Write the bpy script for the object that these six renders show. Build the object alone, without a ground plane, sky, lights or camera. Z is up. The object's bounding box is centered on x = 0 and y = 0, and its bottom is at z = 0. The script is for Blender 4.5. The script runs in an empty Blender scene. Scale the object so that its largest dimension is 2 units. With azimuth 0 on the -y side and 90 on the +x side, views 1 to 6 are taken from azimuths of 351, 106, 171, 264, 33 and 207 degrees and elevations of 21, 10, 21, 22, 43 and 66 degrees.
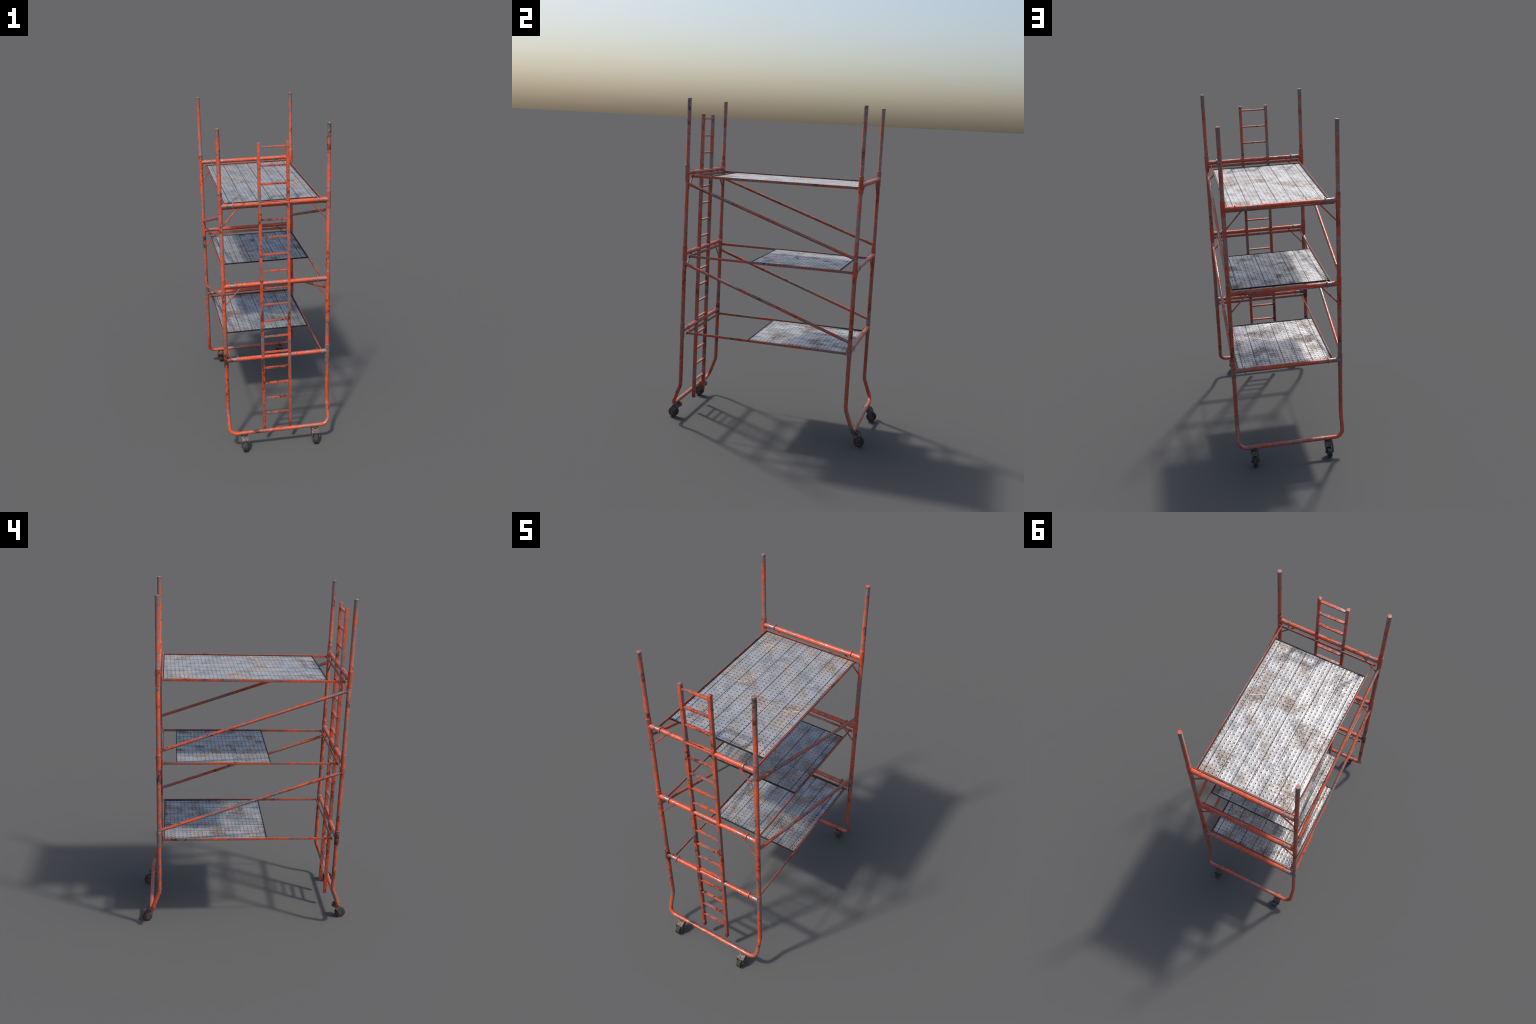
import bpy, bmesh, math, random
from mathutils import Vector, Matrix

random.seed(7)

# ------------------------------------------------------------------ sizes (m)
PX, PY = 0.3112, 0.5220            # post axes at (+-PX, +-PY)
TOP = 2.0                          # post tops
LEVELS = (1.563, 1.0775, 0.598)    # heights of the cross bars (top, middle, bottom)
R_POST, R_COLLAR, R_STUB, R_BAR = 0.0120, 0.0139, 0.0142, 0.0126
R_LEG, R_DIAG, R_KNEE = 0.0120, 0.0091, 0.0042
BEND_Z, FOOT_Y, FOOT_Z, CORNER_R = 0.252, 0.573, 0.111, 0.046
RUNG0, RUNG_STEP, RUNGS = 0.206, 0.1049, 17
STILE_X = (-0.0875, 0.0763)
LADDER_Y = -0.5235
CASTER_X, WHEEL_Y, WHEEL_R = 0.2225, 0.600, 0.0315

# ------------------------------------------------------------------ materials
def new_mat(name):
    m = bpy.data.materials.new(name)
    m.use_nodes = True
    nt = m.node_tree
    nt.nodes.clear()
    out = nt.nodes.new('ShaderNodeOutputMaterial')
    b = nt.nodes.new('ShaderNodeBsdfPrincipled')
    nt.links.new(b.outputs[0], out.inputs[0])
    return m, nt, b

class G:
    """small helper to write node graphs as expressions"""
    def __init__(self, nt, random_shift=True):
        self.nt = nt
        tc = nt.nodes.new('ShaderNodeTexCoord')
        self.obj = tc.outputs['Object']
        if random_shift:
            oi = nt.nodes.new('ShaderNodeObjectInfo')
            s = self.math('MULTIPLY', oi.outputs['Random'], 23.0)
            v = nt.nodes.new('ShaderNodeVectorMath'); v.operation = 'ADD'
            nt.links.new(self.obj, v.inputs[0])
            c = nt.nodes.new('ShaderNodeCombineXYZ')
            for i in range(3):
                nt.links.new(s, c.inputs[i])
            nt.links.new(c.outputs[0], v.inputs[1])
            self.co = v.outputs[0]
        else:
            self.co = self.obj
    def put(self, sock, val):
        if hasattr(val, 'is_linked') or isinstance(val, bpy.types.NodeSocket):
            self.nt.links.new(val, sock)
        else:
            sock.default_value = val
    def math(self, op, a, b=0.0, clamp=False):
        n = self.nt.nodes.new('ShaderNodeMath'); n.operation = op; n.use_clamp = clamp
        self.put(n.inputs[0], a); self.put(n.inputs[1], b)
        return n.outputs[0]
    def mapped(self, scale):
        n = self.nt.nodes.new('ShaderNodeMapping')
        self.nt.links.new(self.co, n.inputs[0]); n.inputs['Scale'].default_value = scale
        return n.outputs[0]
    def noise(self, scale, detail=4, rough=0.55, vec=None, dist=0.0):
        n = self.nt.nodes.new('ShaderNodeTexNoise')
        n.inputs['Scale'].default_value = scale
        n.inputs['Detail'].default_value = detail
        n.inputs['Roughness'].default_value = rough
        n.inputs['Distortion'].default_value = dist
        self.nt.links.new(vec or self.co, n.inputs['Vector'])
        return n.outputs['Fac']
    def ramp(self, fac, lo, hi):
        n = self.nt.nodes.new('ShaderNodeMapRange'); n.clamp = True
        n.interpolation_type = 'SMOOTHSTEP'
        self.put(n.inputs['Value'], fac)
        n.inputs['From Min'].default_value = lo; n.inputs['From Max'].default_value = hi
        return n.outputs['Result']
    def mix(self, fac, a, b):
        n = self.nt.nodes.new('ShaderNodeMix'); n.data_type = 'RGBA'
        self.put(n.inputs[0], fac)
        for s, v in ((n.inputs[6], a), (n.inputs[7], b)):
            self.put(s, (*v, 1.0) if isinstance(v, tuple) and len(v) == 3 else v)
        return n.outputs[2]
    def mixf(self, fac, a, b):
        n = self.nt.nodes.new('ShaderNodeMix')
        self.put(n.inputs[0], fac); self.put(n.inputs[2], a); self.put(n.inputs[3], b)
        return n.outputs[0]
    def bump(self, height, strength, dist, normal=None):
        n = self.nt.nodes.new('ShaderNodeBump')
        n.inputs['Strength'].default_value = strength
        n.inputs['Distance'].default_value = dist
        self.put(n.inputs['Height'], height)
        if normal is not None:
            self.nt.links.new(normal, n.inputs['Normal'])
        return n.outputs[0]
    def axis(self, i):
        n = self.nt.nodes.new('ShaderNodeSeparateXYZ')
        self.nt.links.new(self.obj, n.inputs[0])
        return n.outputs[i]

PAINT_A = (0.660, 0.085, 0.024)
PAINT_B = (0.50, 0.062, 0.019)

def paint(name, wear=0.0, dark=0.0, stretch=(1, 1, 0.55), bare=None):
    """orange-red paint, chipped down to grey and near-black steel.
    bare=(axis, lo, hi): a stretch of the part worn to bare steel (sleeves, contact zones)"""
    m, nt, b = new_mat(name)
    g = G(nt)
    sv = g.mapped(stretch)
    fine = g.noise(190, 6, 0.70, sv)
    mid = g.noise(48, 4, 0.6, sv)
    low = g.noise(6.0, 2, 0.5)
    v = g.math('ADD', g.math('MULTIPLY', fine, 0.60), g.math('MULTIPLY', mid, 0.40))
    v = g.math('ADD', v, g.math('MULTIPLY', g.math('SUBTRACT', low, 0.5), 0.25))
    v = g.math('ADD', v, wear)
    if bare:
        ax, lo, hi, amount = bare
        t = g.ramp(g.axis(ax), lo, hi)
        v = g.math('ADD', v, g.math('MULTIPLY', t, amount))
    chip = g.ramp(v, 0.520, 0.556)
    pc = g.mix(g.ramp(g.noise(30, 4, 0.6), 0.40, 0.68), PAINT_A, PAINT_B)
    # chalky faded film on the paint
    pc = g.mix(g.math('MULTIPLY', g.ramp(g.noise(95, 5, 0.7), 0.48, 0.70), 0.42), pc, (0.44, 0.125, 0.085))
    steel = g.mix(g.ramp(g.noise(130, 4, 0.6), 0.35, 0.65), (0.165, 0.165, 0.165), (0.30, 0.295, 0.29))
    dark_patch = g.ramp(g.math('ADD', g.noise(5.0, 3, 0.6), g.math('MULTIPLY', g.noise(60, 4, 0.65), 0.35)), 0.735 - dark, 0.82 - dark)
    steel = g.mix(dark_patch, steel, (0.052, 0.051, 0.051))
    col = g.mix(g.math('MULTIPLY', chip, 0.92), pc, steel)
    # thin rusty line round the chips
    edge = g.math('MULTIPLY', g.ramp(v, 0.495, 0.522), g.math('SUBTRACT', 1.0, chip))
    col = g.mix(g.math('MULTIPLY', edge, 0.28), col, (0.17, 0.045, 0.025))
    g.put(b.inputs['Base Color'], col)
    g.put(b.inputs['Metallic'], g.math('MULTIPLY', chip, 0.55))
    g.put(b.inputs['Roughness'], g.mixf(chip, g.mixf(g.ramp(g.noise(70, 4), 0.35, 0.65), 0.20, 0.42), 0.38))
    h = g.math('SUBTRACT', g.math('MULTIPLY', g.noise(160, 3, 0.6), 0.5), chip)
    g.put(b.inputs['Normal'], g.bump(h, 0.40, 0.0006))
    return m

def deck_steel(name, rust, tan, shift, scrape):
    m, nt, b = new_mat(name)
    g = G(nt, random_shift=False)
    mp = nt.nodes.new('ShaderNodeMapping')       # every deck shows its own patch of wear
    nt.links.new(g.obj, mp.inputs[0]); mp.inputs['Location'].default_value = (shift, 0.37 * shift, 0.0)
    g.co = mp.outputs[0]
    base = g.mix(g.ramp(g.noise(13, 4, 0.6, dist=0.5), 0.36, 0.66), (0.53, 0.525, 0.52), (0.345, 0.348, 0.358))
    base = g.mix(g.math('MULTIPLY', g.ramp(g.noise(120, 5, 0.72), 0.50, 0.72), 0.45), base, (0.26, 0.255, 0.25))
    big = g.noise(6.5, 3, 0.55)
    fine = g.noise(80, 6, 0.75)
    t = g.math('ADD', g.math('MULTIPLY', big, 0.54), g.math('MULTIPLY', fine, 0.46))
    tan_m = g.ramp(g.math('ADD', t, tan), 0.535, 0.575)
    base = g.mix(g.math('MULTIPLY', tan_m, g.mixf(g.ramp(g.noise(55, 4, 0.7), 0.35, 0.6), 0.35, 0.85)), base, (0.285, 0.21, 0.148))
    big2 = g.noise(8.0, 3, 0.6, dist=0.3)
    fine2 = g.noise(125, 5, 0.78)
    r = g.math('ADD', g.math('MULTIPLY', big2, 0.46), g.math('MULTIPLY', fine2, 0.54))
    rust_m = g.ramp(g.math('ADD', r, rust), 0.560, 0.590)
    rc = g.mix(g.ramp(g.noise(40, 3), 0.4, 0.65), (0.150, 0.080, 0.046), (0.070, 0.050, 0.040))
    base = g.mix(g.math('MULTIPLY', rust_m, 0.88), base, rc)
    # a few green algae specks
    alg = g.ramp(g.math('ADD', g.noise(14, 2), g.math('MULTIPLY', g.noise(160, 3, 0.7), 0.25)), 0.82, 0.86)
    base = g.mix(g.math('MULTIPLY', alg, 0.6), base, (0.13, 0.17, 0.12))
    # long thin scrapes: contour lines of a slow noise, broken by a mask
    line = g.math('ABSOLUTE', g.math('SUBTRACT', g.noise(3.2, 1, 0.4), 0.53))
    scr = g.math('MULTIPLY', g.math('SUBTRACT', 1.0, g.ramp(line, 0.0007, 0.0022)), g.ramp(g.noise(7, 2), 0.56, 0.60))
    base = g.mix(g.math('MULTIPLY', scr, scrape), base, (0.85, 0.84, 0.82))
    g.put(b.inputs['Base Color'], base)
    cover = g.math('MAXIMUM', g.math('MULTIPLY', tan_m, 0.7), rust_m)
    g.put(b.inputs['Metallic'], g.mixf(cover, 0.58, 0.05))
    g.put(b.inputs['Roughness'], g.mixf(cover, g.mixf(g.noise(22, 4, 0.65), 0.32, 0.50), 0.75))
    n1 = g.bump(g.noise(7, 3, 0.5, dist=0.4), 0.42, 0.016)
    n2 = g.bump(g.noise(140, 3, 0.6), 0.22, 0.0008, n1)
    g.put(b.inputs['Normal'], n2)
    return m

def simple(name, ca, cb, scale, metallic, rough, lo=0.4, hi=0.65, bump=0.3):
    m, nt, b = new_mat(name)
    g = G(nt)
    g.put(b.inputs['Base Color'], g.mix(g.ramp(g.noise(scale, 5, 0.7), lo, hi), ca, cb))
    b.inputs['Metallic'].default_value = metallic
    b.inputs['Roughness'].default_value = rough
    g.put(b.inputs['Normal'], g.bump(g.noise(scale * 2, 4, 0.6), bump, 0.0006))
    return m

M_POST = paint('post_paint', wear=0.034, dark=0.04, bare=(2, 1.29, 1.41, 0.055))
M_FRAME = paint('tube_paint', wear=0.026, dark=0.02)
M_COLLAR = paint('collar_paint', wear=0.008, stretch=(1, 1, 1))
M_COLLAR_WORN = paint('collar_worn_paint', wear=0.07, stretch=(1, 1, 1))
M_BAR = paint('bar_paint', wear=-0.004, stretch=(0.5, 1, 1), bare=(0, -0.2435, -0.2500, 0.10))
M_DIAG = paint('brace_paint', wear=0.036, dark=0.04, stretch=(1, 0.5, 1))
M_RAIL = paint('rail_paint', wear=0.030, dark=0.02, stretch=(1, 0.5, 1))
M_STILE = paint('stile_paint', wear=0.034, dark=0.07)
M_RUNG = paint('rung_paint', wear=0.035, dark=0.06, stretch=(0.6, 1, 1))
M_RIM = simple('deck_rim_steel', (0.022, 0.022, 0.025), (0.055, 0.038, 0.032), 45, 0.3, 0.55)
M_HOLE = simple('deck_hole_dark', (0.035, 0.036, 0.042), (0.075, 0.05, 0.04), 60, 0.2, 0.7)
M_DECKS = [deck_steel('deck_steel_clean', 0.002, 0.020, 0.0, 0.8), deck_steel('deck_steel_mid', 0.016, 0.0, 3.7, 0.3),
           deck_steel('deck_steel_rusty', 0.026, -0.012, 8.1, 0.3)]
M_RUBBER = simple('tyre_rubber', (0.028, 0.032, 0.028), (0.060, 0.068, 0.052), 55, 0.0, 0.78, 0.45, 0.7)
M_WHEEL = simple('wheel_red', (0.20, 0.038, 0.022), (0.085, 0.050, 0.042), 90, 0.1, 0.6)
M_YOKE = simple('caster_zinc', (0.19, 0.148, 0.125), (0.050, 0.034, 0.029), 95, 0.25, 0.6, 0.36, 0.60)

# ------------------------------------------------------------------ objects
def link(obj, parent=None):
    bpy.context.scene.collection.objects.link(obj)
    if parent is not None:
        obj.parent = parent
    return obj

tower = bpy.data.objects.new('scaffold_tower', None)
tower['label'] = 'tall orange-red rolling scaffold tower with three steel decks'
tower['category'] = 'scaffold tower'
link(tower)

def finish(bm, name, mats, angle=40):
    bmesh.ops.recalc_face_normals(bm, faces=bm.faces)
    me = bpy.data.meshes.new(name)
    bm.to_mesh(me); bm.free()
    for m in (mats if isinstance(mats, (list, tuple)) else [mats]):
        me.materials.append(m)
    for p in me.polygons:
        p.use_smooth = True
    me.set_sharp_from_angle(angle=math.radians(angle))
    return me

def add(name, me, parent, loc=(0, 0, 0), rot=(0, 0, 0)):
    o = bpy.data.objects.new(name, me)
    o.location = loc; o.rotation_euler = rot
    return link(o, parent)

def sweep(bm, pts, radii, seg=20, chamfer=0.0015):
    """round tube along a polyline, one radius per point, with chamfered closed ends"""
    pts = [Vector(p) for p in pts]
    if not isinstance(radii, (list, tuple)):
        radii = [radii] * len(pts)
    if chamfer:
        d0 = (pts[1] - pts[0]).normalized(); d1 = (pts[-1] - pts[-2]).normalized()
        pts = [pts[0], pts[0] + d0 * chamfer] + pts[1:-1] + [pts[-1] - d1 * chamfer, pts[-1]]
        radii = [radii[0] - chamfer] + list(radii) + [radii[-1] - chamfer]
    rings = []
    side = None
    for i, p in enumerate(pts):
        a = pts[max(i - 1, 0)]; c = pts[min(i + 1, len(pts) - 1)]
        t = (c - a).normalized()
        if i and i < len(pts) - 1:
            t = ((p - a).normalized() + (c - p).normalized()).normalized()
        if side is None:
            side = t.orthogonal().normalized()
        side = (side - t * side.dot(t)).normalized()
        up = t.cross(side)
        rings.append([bm.verts.new(p + (side * math.cos(2 * math.pi * k / seg) + up * math.sin(2 * math.pi * k / seg)) * radii[i])
                      for k in range(seg)])
    for a, c in zip(rings, rings[1:]):
        for k in range(seg):
            bm.faces.new((a[k], a[(k + 1) % seg], c[(k + 1) % seg], c[k]))
    bm.faces.new(rings[0][::-1]); bm.faces.new(rings[-1])

def box(bm, lo, hi, bevel=0.0):
    r = bmesh.ops.create_cube(bm, size=1.0)
    for v in r['verts']:
        v.co = Vector([lo[i] + (v.co[i] + 0.5) * (hi[i] - lo[i]) for i in range(3)])
    if bevel:
        es = list({e for v in r['verts'] for e in v.link_edges})
        bmesh.ops.bevel(bm, geom=es, offset=bevel, segments=2, profile=0.6, affect='EDGES')

def extrude_profile(bm, prof, x0, x1):
    """closed (y,z) outline pushed along x"""
    a = [bm.verts.new((x0, y, z)) for y, z in prof]
    b = [bm.verts.new((x1, y, z)) for y, z in prof]
    n = len(prof)
    for i in range(n):
        bm.faces.new((a[i], a[(i + 1) % n], b[(i + 1) % n], b[i]))
    bm.faces.new(a[::-1]); bm.faces.new(b)

def lathe_x(bm, prof, seg=40):
    """(x, r) profile turned about the x axis"""
    rings = []
    for x, r in prof:
        rings.append([bm.verts.new((x, r * math.cos(2 * math.pi * k / seg), r * math.sin(2 * math.pi * k / seg))) for k in range(seg)])
    for a, c in zip(rings, rings[1:]):
        for k in range(seg):
            bm.faces.new((a[k], a[(k + 1) % seg], c[(k + 1) % seg], c[k]))
    bm.faces.new(rings[0][::-1]); bm.faces.new(rings[-1])

# ---- posts: from the bottom collar to the free top end ----------------------
bm = bmesh.new()
z0 = LEVELS[2]
sweep(bm, [(0, 0, 0), (0, 0, LEVELS[0] - z0 + 0.03), (0, 0, LEVELS[0] - z0 + 0.031), (0, 0, TOP - z0)],
      [R_POST + 0.0003, R_POST + 0.0003, R_POST - 0.0002, R_POST - 0.0002], seg=24, chamfer=0.0007)
me_post = finish(bm, 'post', [M_POST, M_FRAME])
for p in me_post.polygons:             # the closed top disc keeps its paint
    if p.normal.z > 0.9:
        p.material_index = 1
for sx in (-1, 1):
    for sy in (-1, 1):
        add('post', me_post, tower, (sx * PX, sy * PY, z0), (0, 0, (sx + 2 * sy) * 1.1))

# ---- base frames: bent U tubes with splayed feet ----------------------------
def base_frame(sy):
    bm = bmesh.new()
    top = Vector((PX, 0, LEVELS[2])); knee = Vector((PX, 0, BEND_Z)); foot = Vector((PX, FOOT_Y - PY, FOOT_Z))
    half = [top]
    # soft bend at the knee
    d_in = Vector((0, 0, -1)); d_out = (foot - knee).normalized()
    L = 0.018
    for k in range(9):
        t = k / 8
        p0 = knee - d_in * L; p2 = knee + d_out * L
        half.append((1 - t) ** 2 * p0 + 2 * t * (1 - t) * knee + t * t * p2)
    # round corner into the bottom bar
    c0 = foot - d_out * CORNER_R; cx = Vector((-1, 0, 0))
    cen = c0 + cx * CORNER_R
    for k in range(13):
        a = math.pi / 2 * k / 12
        half.append(cen - cx * CORNER_R * math.cos(a) + d_out * CORNER_R * math.sin(a))
    pts = half + [Vector((-p.x, p.y, p.z)) for p in reversed(half)]
    pts = [Vector((p.x, p.y * sy, p.z)) for p in pts]
    sweep(bm, pts, R_LEG, seg=24, chamfer=0)
    me = finish(bm, 'base_frame', M_FRAME)
    add('base_frame', me, tower, (0, sy * PY, 0))
for sy in (-1, 1):
    base_frame(sy)

# ---- collars: tee sleeves on the posts --------------------------------------
def collar_mesh(mat):
    bm = bmesh.new()
    sweep(bm, [(0, 0, -0.046), (0, 0, 0.047)], R_COLLAR, seg=24, chamfer=0.0008)
    sweep(bm, [(0.003, 0, -0.0012), (0.0405, 0, -0.0012)], R_STUB, seg=24, chamfer=0.0008)
    return finish(bm, 'collar', mat)
me_col, me_col_w = collar_mesh(M_COLLAR), collar_mesh(M_COLLAR_WORN)
bm = bmesh.new()
sweep(bm, [(-PX + 0.006, 0, 0), (PX - 0.006, 0, 0)], R_BAR, seg=24, chamfer=0)
me_bar = finish(bm, 'crossbar', M_BAR)
bm = bmesh.new()
sweep(bm, [(0.207, 0, -0.008), (0.3035, 0, -0.1145)], R_KNEE, seg=12, chamfer=0)
me_knee = finish(bm, 'knee_brace', M_FRAME)
for i, z in enumerate(LEVELS):
    for sy in (-1, 1):
        add('crossbar', me_bar, tower, (0, sy * PY, z - 0.0012))
        for sx in (-1, 1):
            add('collar', me_col_w if i == 2 else me_col, tower, (sx * PX, sy * PY, z), (0, 0, math.pi if sx > 0 else 0))
            if i < 2:
                add('knee_brace', me_knee, tower, (0, sy * PY, z - (0.006 if sx < 0 else 0.002)), (0, 0, math.pi if sx < 0 else 0))

# ---- diagonal braces ---------------------------------------------------------
for za, zb in ((1.4995, 1.1415), (1.0145, 0.6525)):
    bm = bmesh.new()
    sweep(bm, [(0, -PY + 0.002, za), (0, -PY + 0.03, za - 0.028 * (za - zb) / (2 * PY)),
               (0, PY - 0.03, zb + 0.028 * (za - zb) / (2 * PY)), (0, PY - 0.002, zb)],
          [R_DIAG] * 4, seg=18, chamfer=0)
    me = finish(bm, 'diagonal_brace', M_DIAG)
    for sx in (-1, 1):
        add('diagonal_brace', me, tower, (sx * PX, 0, 0))

# ---- ladder -----------------------------------------------------------------
bm = bmesh.new()
for x in STILE_X:
    box(bm, (x - 0.0084, -0.0102, 0.090), (x + 0.0084, 0.0102, 1.911), 0.0012)
ladder = add('ladder', finish(bm, 'ladder', M_STILE), tower, (0, LADDER_Y, 0))
bm = bmesh.new()
hw = (STILE_X[1] - STILE_X[0]) / 2 - 0.0080
box(bm, (-hw, -0.0080, -0.0042), (hw, 0.0080, 0.0042), 0.0012)
me_rung = finish(bm, 'rung', M_RUNG)
for i in range(RUNGS):
    add('rung', me_rung, ladder, (sum(STILE_X) / 2, 0, RUNG0 + i * RUNG_STEP))

# ---- platforms ----------------------------------------------------------------
FX, FY = 0.2845, 0.5000            # outer faces of the rail frame
PLAT_X = 0.0040                    # the platforms hang slightly off centre
RT = 0.0032                        # rail thickness
SEAM = 0.0820                      # plank width

def hook_mesh():
    """flat strap that climbs from the rail, wraps over the cross bar and hangs outside"""
    bm = bmesh.new()
    rad, th, w = 0.0165, 0.0026, 0.0046
    # (y,z) centreline relative to the cross bar axis, inward is +y
    line = [(0.0215, -0.0280), (0.0205, -0.0150)]
    for k in range(17):
        a = math.radians(-12 + (205 - -12) * k / 16)
        line.append((rad * math.cos(a) * 1.10, rad * math.sin(a) + 0.0015))
    line.append((-0.0128, -0.0195))
    rings = []
    for i, (y, z) in enumerate(line):
        a = line[max(i - 1, 0)]; c = line[min(i + 1, len(line) - 1)]
        t = Vector((c[0] - a[0], c[1] - a[1])).normalized(); n = Vector((-t.y, t.x))
        tw = th * (0.5 if i < len(line) - 1 else 0.2)
        q = []
        for s, u in ((-1, -1), (1, -1), (1, 1), (-1, 1)):
            q.append(bm.verts.new((u * w / 2, y + n.x * s * tw, z + n.y * s * tw)))
        rings.append(q)
    for a, c in zip(rings, rings[1:]):
        for k in range(4):
            bm.faces.new((a[k], a[(k + 1) % 4], c[(k + 1) % 4], c[k]))
    bm.faces.new(rings[0][::-1]); bm.faces.new(rings[-1])
    return finish(bm, 'hook', M_FRAME)
me_hook = hook_mesh()

DECKS = [dict(y0=-0.4118, y1=0.4962, ax=0.2125, ay=-0.2293, pitch=0.0229, turn=1.4, z=-0.0217), dict(y0=-0.1150, y1=0.4240, ax=0.0540, ay=0.2607, pitch=0.0231, turn=0.7, z=-0.0202),
         dict(y0=-0.1130, y1=0.4962, ax=0.0420, ay=0.2965, pitch=0.0231, turn=1.2, z=-0.0222)]   # deck ends; perforation grid: one hole, pitch, slight turn in degrees
RIM_W = 0.0052

def deck_sheet(x0, x1, ya, yb, dk, rng):
    """one pressed sheet: square grid of raised, pierced bosses (open holes), cut to the deck outline"""
    bm = bmesh.new()
    cell, ax, ay = dk['pitch'], dk['ax'], dk['ay']
    rot = Matrix.Rotation(math.radians(dk['turn']), 3, 'Z')
    i0, i1 = math.floor((x0 - ax) / cell) - 2, math.ceil((x1 - ax) / cell) + 2
    j0, j1 = math.floor((ya - ay) / cell) - 2, math.ceil((yb - ay) / cell) + 2
    V = {}
    def vert(u, v):                        # lattice corner / edge midpoint, in half cells
        if (u, v) not in V:
            V[(u, v)] = bm.verts.new(rot @ Vector((u * cell / 2, v * cell / 2, 0)) + Vector((ax, ay, 0)))
        return V[(u, v)]
    ring8 = [(-1, -1), (0, -1), (1, -1), (1, 0), (1, 1), (0, 1), (-1, 1), (-1, 0)]
    for i in range(i0, i1 + 1):
        for j in range(j0, j1 + 1):
            loop = [vert(2 * i + a, 2 * j + b) for a, b in ring8]
            c = rot @ Vector((i * cell, j * cell, 0)) + Vector((ax, ay, 0))
            s = 0.92 + 0.16 * rng.random()
            rings = [loop]
            for r, z in ((0.0064, 0.0000), (0.0053, 0.0003), (0.0038, 0.0005), (0.0028, -0.0003)):
                rings.append([bm.verts.new(c + (v.co - c).normalized() * r * s + Vector((0, 0, z))) for v in loop])
            for n, (p, q) in enumerate(zip(rings, rings[1:])):
                for k in range(8):
                    f = bm.faces.new((p[k], p[(k + 1) % 8], q[(k + 1) % 8], q[k]))
                    if n == 3: f.material_index = 1          # dark inner slope, makes the hole read as a larger dark dot
    for y, n in ((ya, (0, -1, 0)), (yb, (0, 1, 0))):
        bmesh.ops.bisect_plane(bm, geom=bm.verts[:] + bm.edges[:] + bm.faces[:], plane_co=(0, y, 0), plane_no=n, clear_outer=True)
    return bm

def plank_mesh(sheet, xa, xb, mat):
    """strip of the sheet between two seams, given thickness; underside and hole walls are coloured dark"""
    bm = sheet.copy()
    for x, n in ((xa, (-1, 0, 0)), (xb, (1, 0, 0))):
        bmesh.ops.bisect_plane(bm, geom=bm.verts[:] + bm.edges[:] + bm.faces[:], plane_co=(x, 0, 0), plane_no=n, clear_outer=True)
    bmesh.ops.recalc_face_normals(bm, faces=bm.faces)
    top = bm.faces[:]
    if sum(f.normal.z for f in top) < 0:
        bmesh.ops.reverse_faces(bm, faces=top)
    be = [e for e in bm.edges if e.is_boundary]
    r = bmesh.ops.extrude_edge_only(bm, edges=be)
    for g in r['geom']:
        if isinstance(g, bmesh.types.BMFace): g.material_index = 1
    for g in r['geom']:
        if isinstance(g, bmesh.types.BMVert):
            # punched holes turn further down than the plate edge
            g.co.z = -0.0018 if g.co.z < -0.00005 else -0.0008
    # underside: the same sheet one plate thickness lower
    d = bmesh.ops.duplicate(bm, geom=top)
    for g in d['geom']:
        if isinstance(g, bmesh.types.BMVert): g.co.z = -0.0008
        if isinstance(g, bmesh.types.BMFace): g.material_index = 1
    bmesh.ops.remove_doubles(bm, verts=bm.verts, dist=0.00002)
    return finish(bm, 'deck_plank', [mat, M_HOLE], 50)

for lv, (zb, dk) in enumerate(zip(LEVELS, DECKS)):
    zt, zl = zb - 0.0135, zb - 0.0285           # rail top and bottom
    bm = bmesh.new()
    for sx in (-1, 1):
        xo, xi = sx * FX, sx * (FX - RT)
        box(bm, (min(xo, xi), -FY + RT + 0.0002, zl - zb), (max(xo, xi), FY - RT - 0.0002, zt - zb), 0.0006)
    for sy in (-1, 1):
        yo, yi = sy * FY, sy * (FY - RT)
        box(bm, (-0.2990, min(yo, yi), zl - zb - 0.0008), (0.2990, max(yo, yi), zt - zb + 0.0008), 0.0006)
    plat = add('platform', finish(bm, 'platform', M_RAIL, 30), tower, (PLAT_X, 0, zb))
    for sx in (-1, 1):
        for sy in (-1, 1):
            add('hook', me_hook, plat, (sx * 0.2435 - 0.001, sy * PY, 0), (0, 0, 0 if sy < 0 else math.pi))
    # dark rim round the deck
    X1 = FX - RT - 0.0004; X0 = X1 - RIM_W
    y0, y1 = dk['y0'], dk['y1']
    rt, rb = -0.0172, -0.0256
    bm = bmesh.new()
    for sx in (-1, 1):
        a, c = sorted((sx * X0, sx * X1))
        box(bm, (a, y0, rb), (c, y1, rt), 0.0006)
    for ya, yb in ((y0 + 0.0003, y0 + RIM_W), (y1 - RIM_W, y1 - 0.0003)):
        box(bm, (-X0 + 0.0001, ya, rb), (X0 - 0.0001, yb, rt), 0.0006)
    for k in range(-3, 4):               # near-black strips under the gaps, so the seams between planks read as dark lines
        x = k * SEAM - 0.0012
        box(bm, (x - 0.0034, y0 + RIM_W - 0.0004, dk['z'] - 0.0024), (x + 0.0034, y1 - RIM_W + 0.0004, dk['z'] - 0.0012))
    add('deck_rim', finish(bm, 'deck_rim', M_RIM, 30), plat)
    # planks
    seams = [-X0] + [k * SEAM - 0.0012 for k in range(-3, 4)] + [X0]
    sheet = deck_sheet(-X0, X0, y0 + RIM_W + 0.0003, y1 - RIM_W - 0.0003, dk, random.Random(40 + lv))
    for k in range(8):
        me = plank_mesh(sheet, seams[k] + 0.0017, seams[k + 1] - 0.0017, M_DECKS[lv])
        add('deck_plank', me, plat, (0, 0, dk['z']))
    sheet.free()

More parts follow.
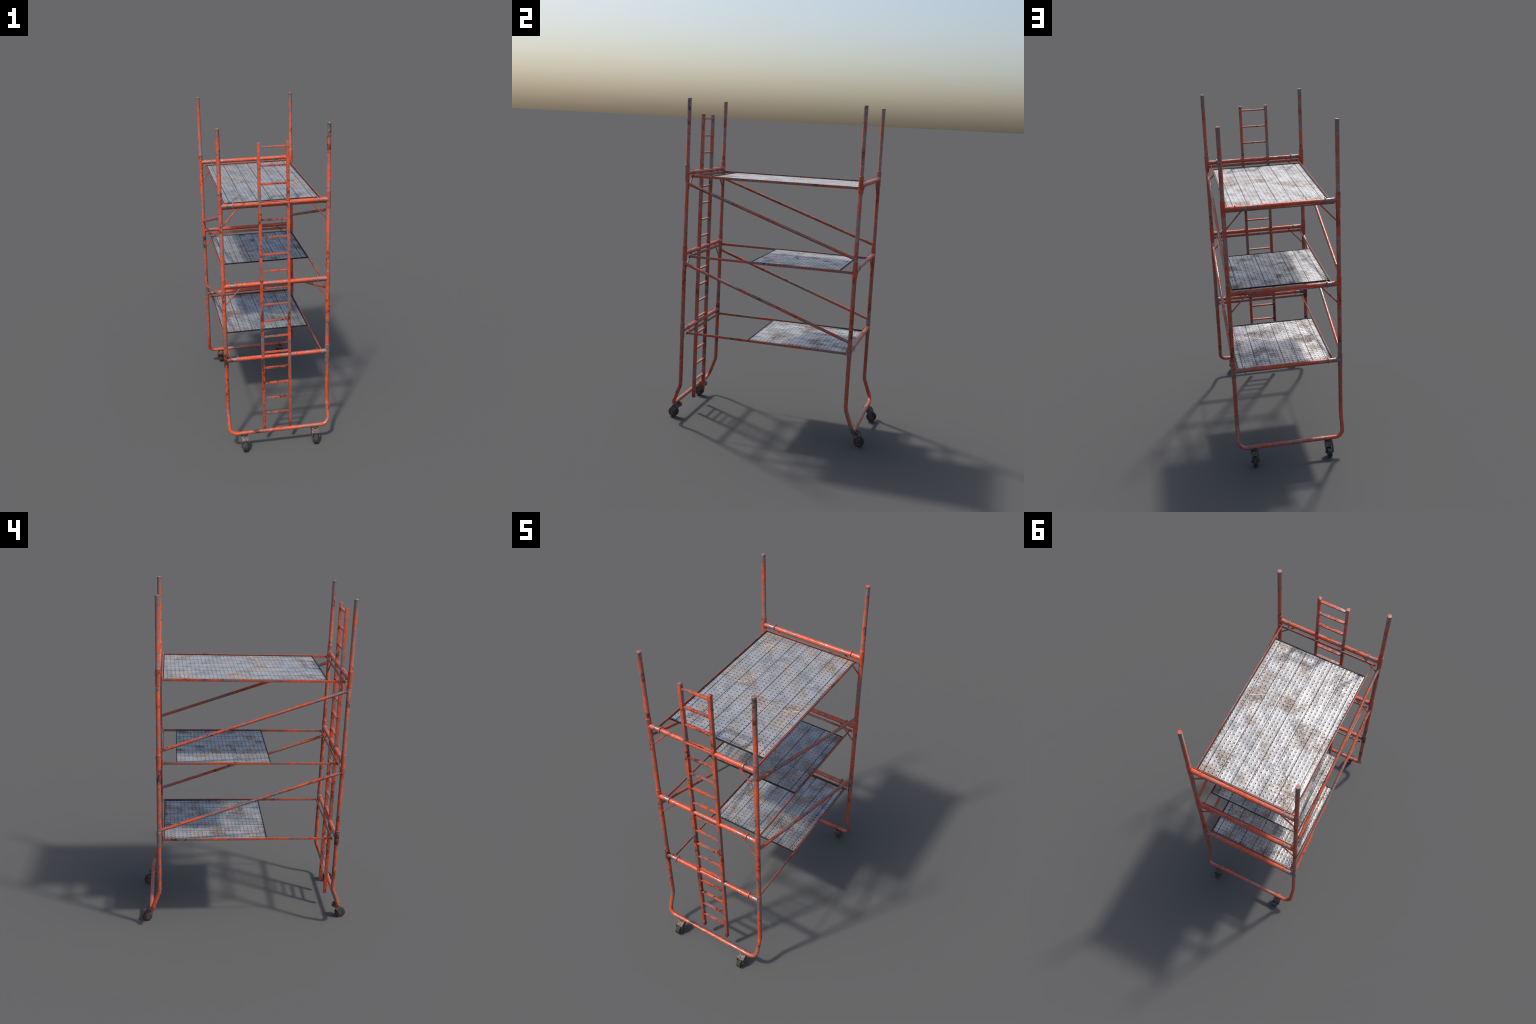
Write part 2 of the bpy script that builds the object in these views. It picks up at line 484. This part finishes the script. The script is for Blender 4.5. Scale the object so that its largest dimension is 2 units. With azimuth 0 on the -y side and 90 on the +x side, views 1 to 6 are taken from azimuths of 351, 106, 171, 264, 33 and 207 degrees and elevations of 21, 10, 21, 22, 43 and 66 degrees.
# ---- casters --------------------------------------------------------------------
def caster_meshes():
    # y is measured outward from the bottom-bar axis, z from the ground
    wy = WHEEL_Y - FOOT_Y
    prof = [(-0.014, 0.0760), (-0.010, 0.0930), (0.010, 0.0915), (0.024, 0.0840), (wy + 0.0065, 0.0710), (wy + 0.0105, 0.040),
            (wy + 0.0085, 0.029), (wy, 0.0235), (wy - 0.0085, 0.0275), (wy - 0.0145, 0.040), (-0.002, 0.058)]
    bm = bmesh.new()
    for s in (-1, 1):
        extrude_profile(bm, prof, s * 0.0226, s * 0.0192)
    # housing: round towards the tower, sloping down over the wheel
    R, end = 0.0230, wy + 0.0065
    plan = [(R * math.cos(math.radians(a)), -0.005 + R * math.sin(math.radians(a))) for a in range(180, 361, 12)]
    plan += [(R, 0.010), (R, end), (-R, end), (-R, 0.010)]
    ztop = lambda y: 0.0962 - (0.0 if y < 0 else 0.62 * y * (0.5 + y / 0.06))
    zbot = lambda y: 0.0735 if y < 0.004 else ztop(y) - 0.0075
    rings = []
    for k, dz in ((0.86, 0.0), (0.96, -0.0022), (1.0, -0.0055), (1.0, None), (0.84, None)):
        ring = []
        for x, y in plan:
            z = ztop(y) + dz if dz is not None else zbot(y) + (0.004 if k == 1.0 else 0.0)
            ring.append(bm.verts.new((x * k, y * k, min(z, ztop(y)) if dz is None else max(z, zbot(y) + 0.004))))
        rings.append(ring)
    n = len(plan)
    for a, c in zip(rings, rings[1:]):
        for q in range(n):
            bm.faces.new((a[q], a[(q + 1) % n], c[(q + 1) % n], c[q]))
    bmesh.ops.triangulate(bm, faces=[bm.faces.new(rings[0]), bm.faces.new(rings[-1][::-1])])
    # swivel: stacked race rings and king pin up to the tube
    for r, a, c in ((0.0160, 0.0950, 0.0978), (0.0125, 0.0970, 0.0998), (0.0065, 0.0985, 0.1090)):
        sweep(bm, [(0, 0, a), (0, 0, c)], r, seg=20, chamfer=0.0006)
    # axle bolt and nuts
    sweep(bm, [(-0.0258, wy, WHEEL_R), (0.0258, wy, WHEEL_R)], 0.0048, seg=6, chamfer=0.0006)
    yoke = finish(bm, 'caster', M_YOKE)
    bm = bmesh.new()
    w = 0.0125
    p = [(-w, 0.0205), (-w - 0.0002, 0.0265), (-w + 0.002, 0.0300)]
    for k in range(4):                      # tread ribs
        x = -w + 0.0035 + k * 0.0058
        p += [(x - 0.0005, 0.0312), (x + 0.0034, 0.0315), (x + 0.0038, 0.0300), (x + 0.0046, 0.0300)]
    p += [(w - 0.0014, 0.0298), (w + 0.0002, 0.0265), (w, 0.0205)]
    lathe_x(bm, p)
    tyre = finish(bm, 'tyre', M_RUBBER, 35)
    bm = bmesh.new()
    lathe_x(bm, [(-0.0165, 0.0040), (-0.0165, 0.0085), (-0.0135, 0.0100), (-0.0122, 0.0175), (-0.0134, 0.0195), (-0.0134, 0.0222),
                 (0.0134, 0.0222), (0.0134, 0.0195), (0.0122, 0.0175), (0.0135, 0.0100), (0.0165, 0.0085), (0.0165, 0.0040)], 32)
    rim = finish(bm, 'wheel', M_WHEEL, 35)
    return yoke, tyre, rim, wy
yoke, tyre, rim, wy = caster_meshes()
for sx in (-1, 1):
    for sy in (-1, 1):
        c = add('caster', yoke, tower, (sx * CASTER_X, sy * FOOT_Y, 0), (0, 0, 0 if sy > 0 else math.pi))
        add('tyre', tyre, c, (0, wy, WHEEL_R))
        add('wheel', rim, c, (0, wy, WHEEL_R))
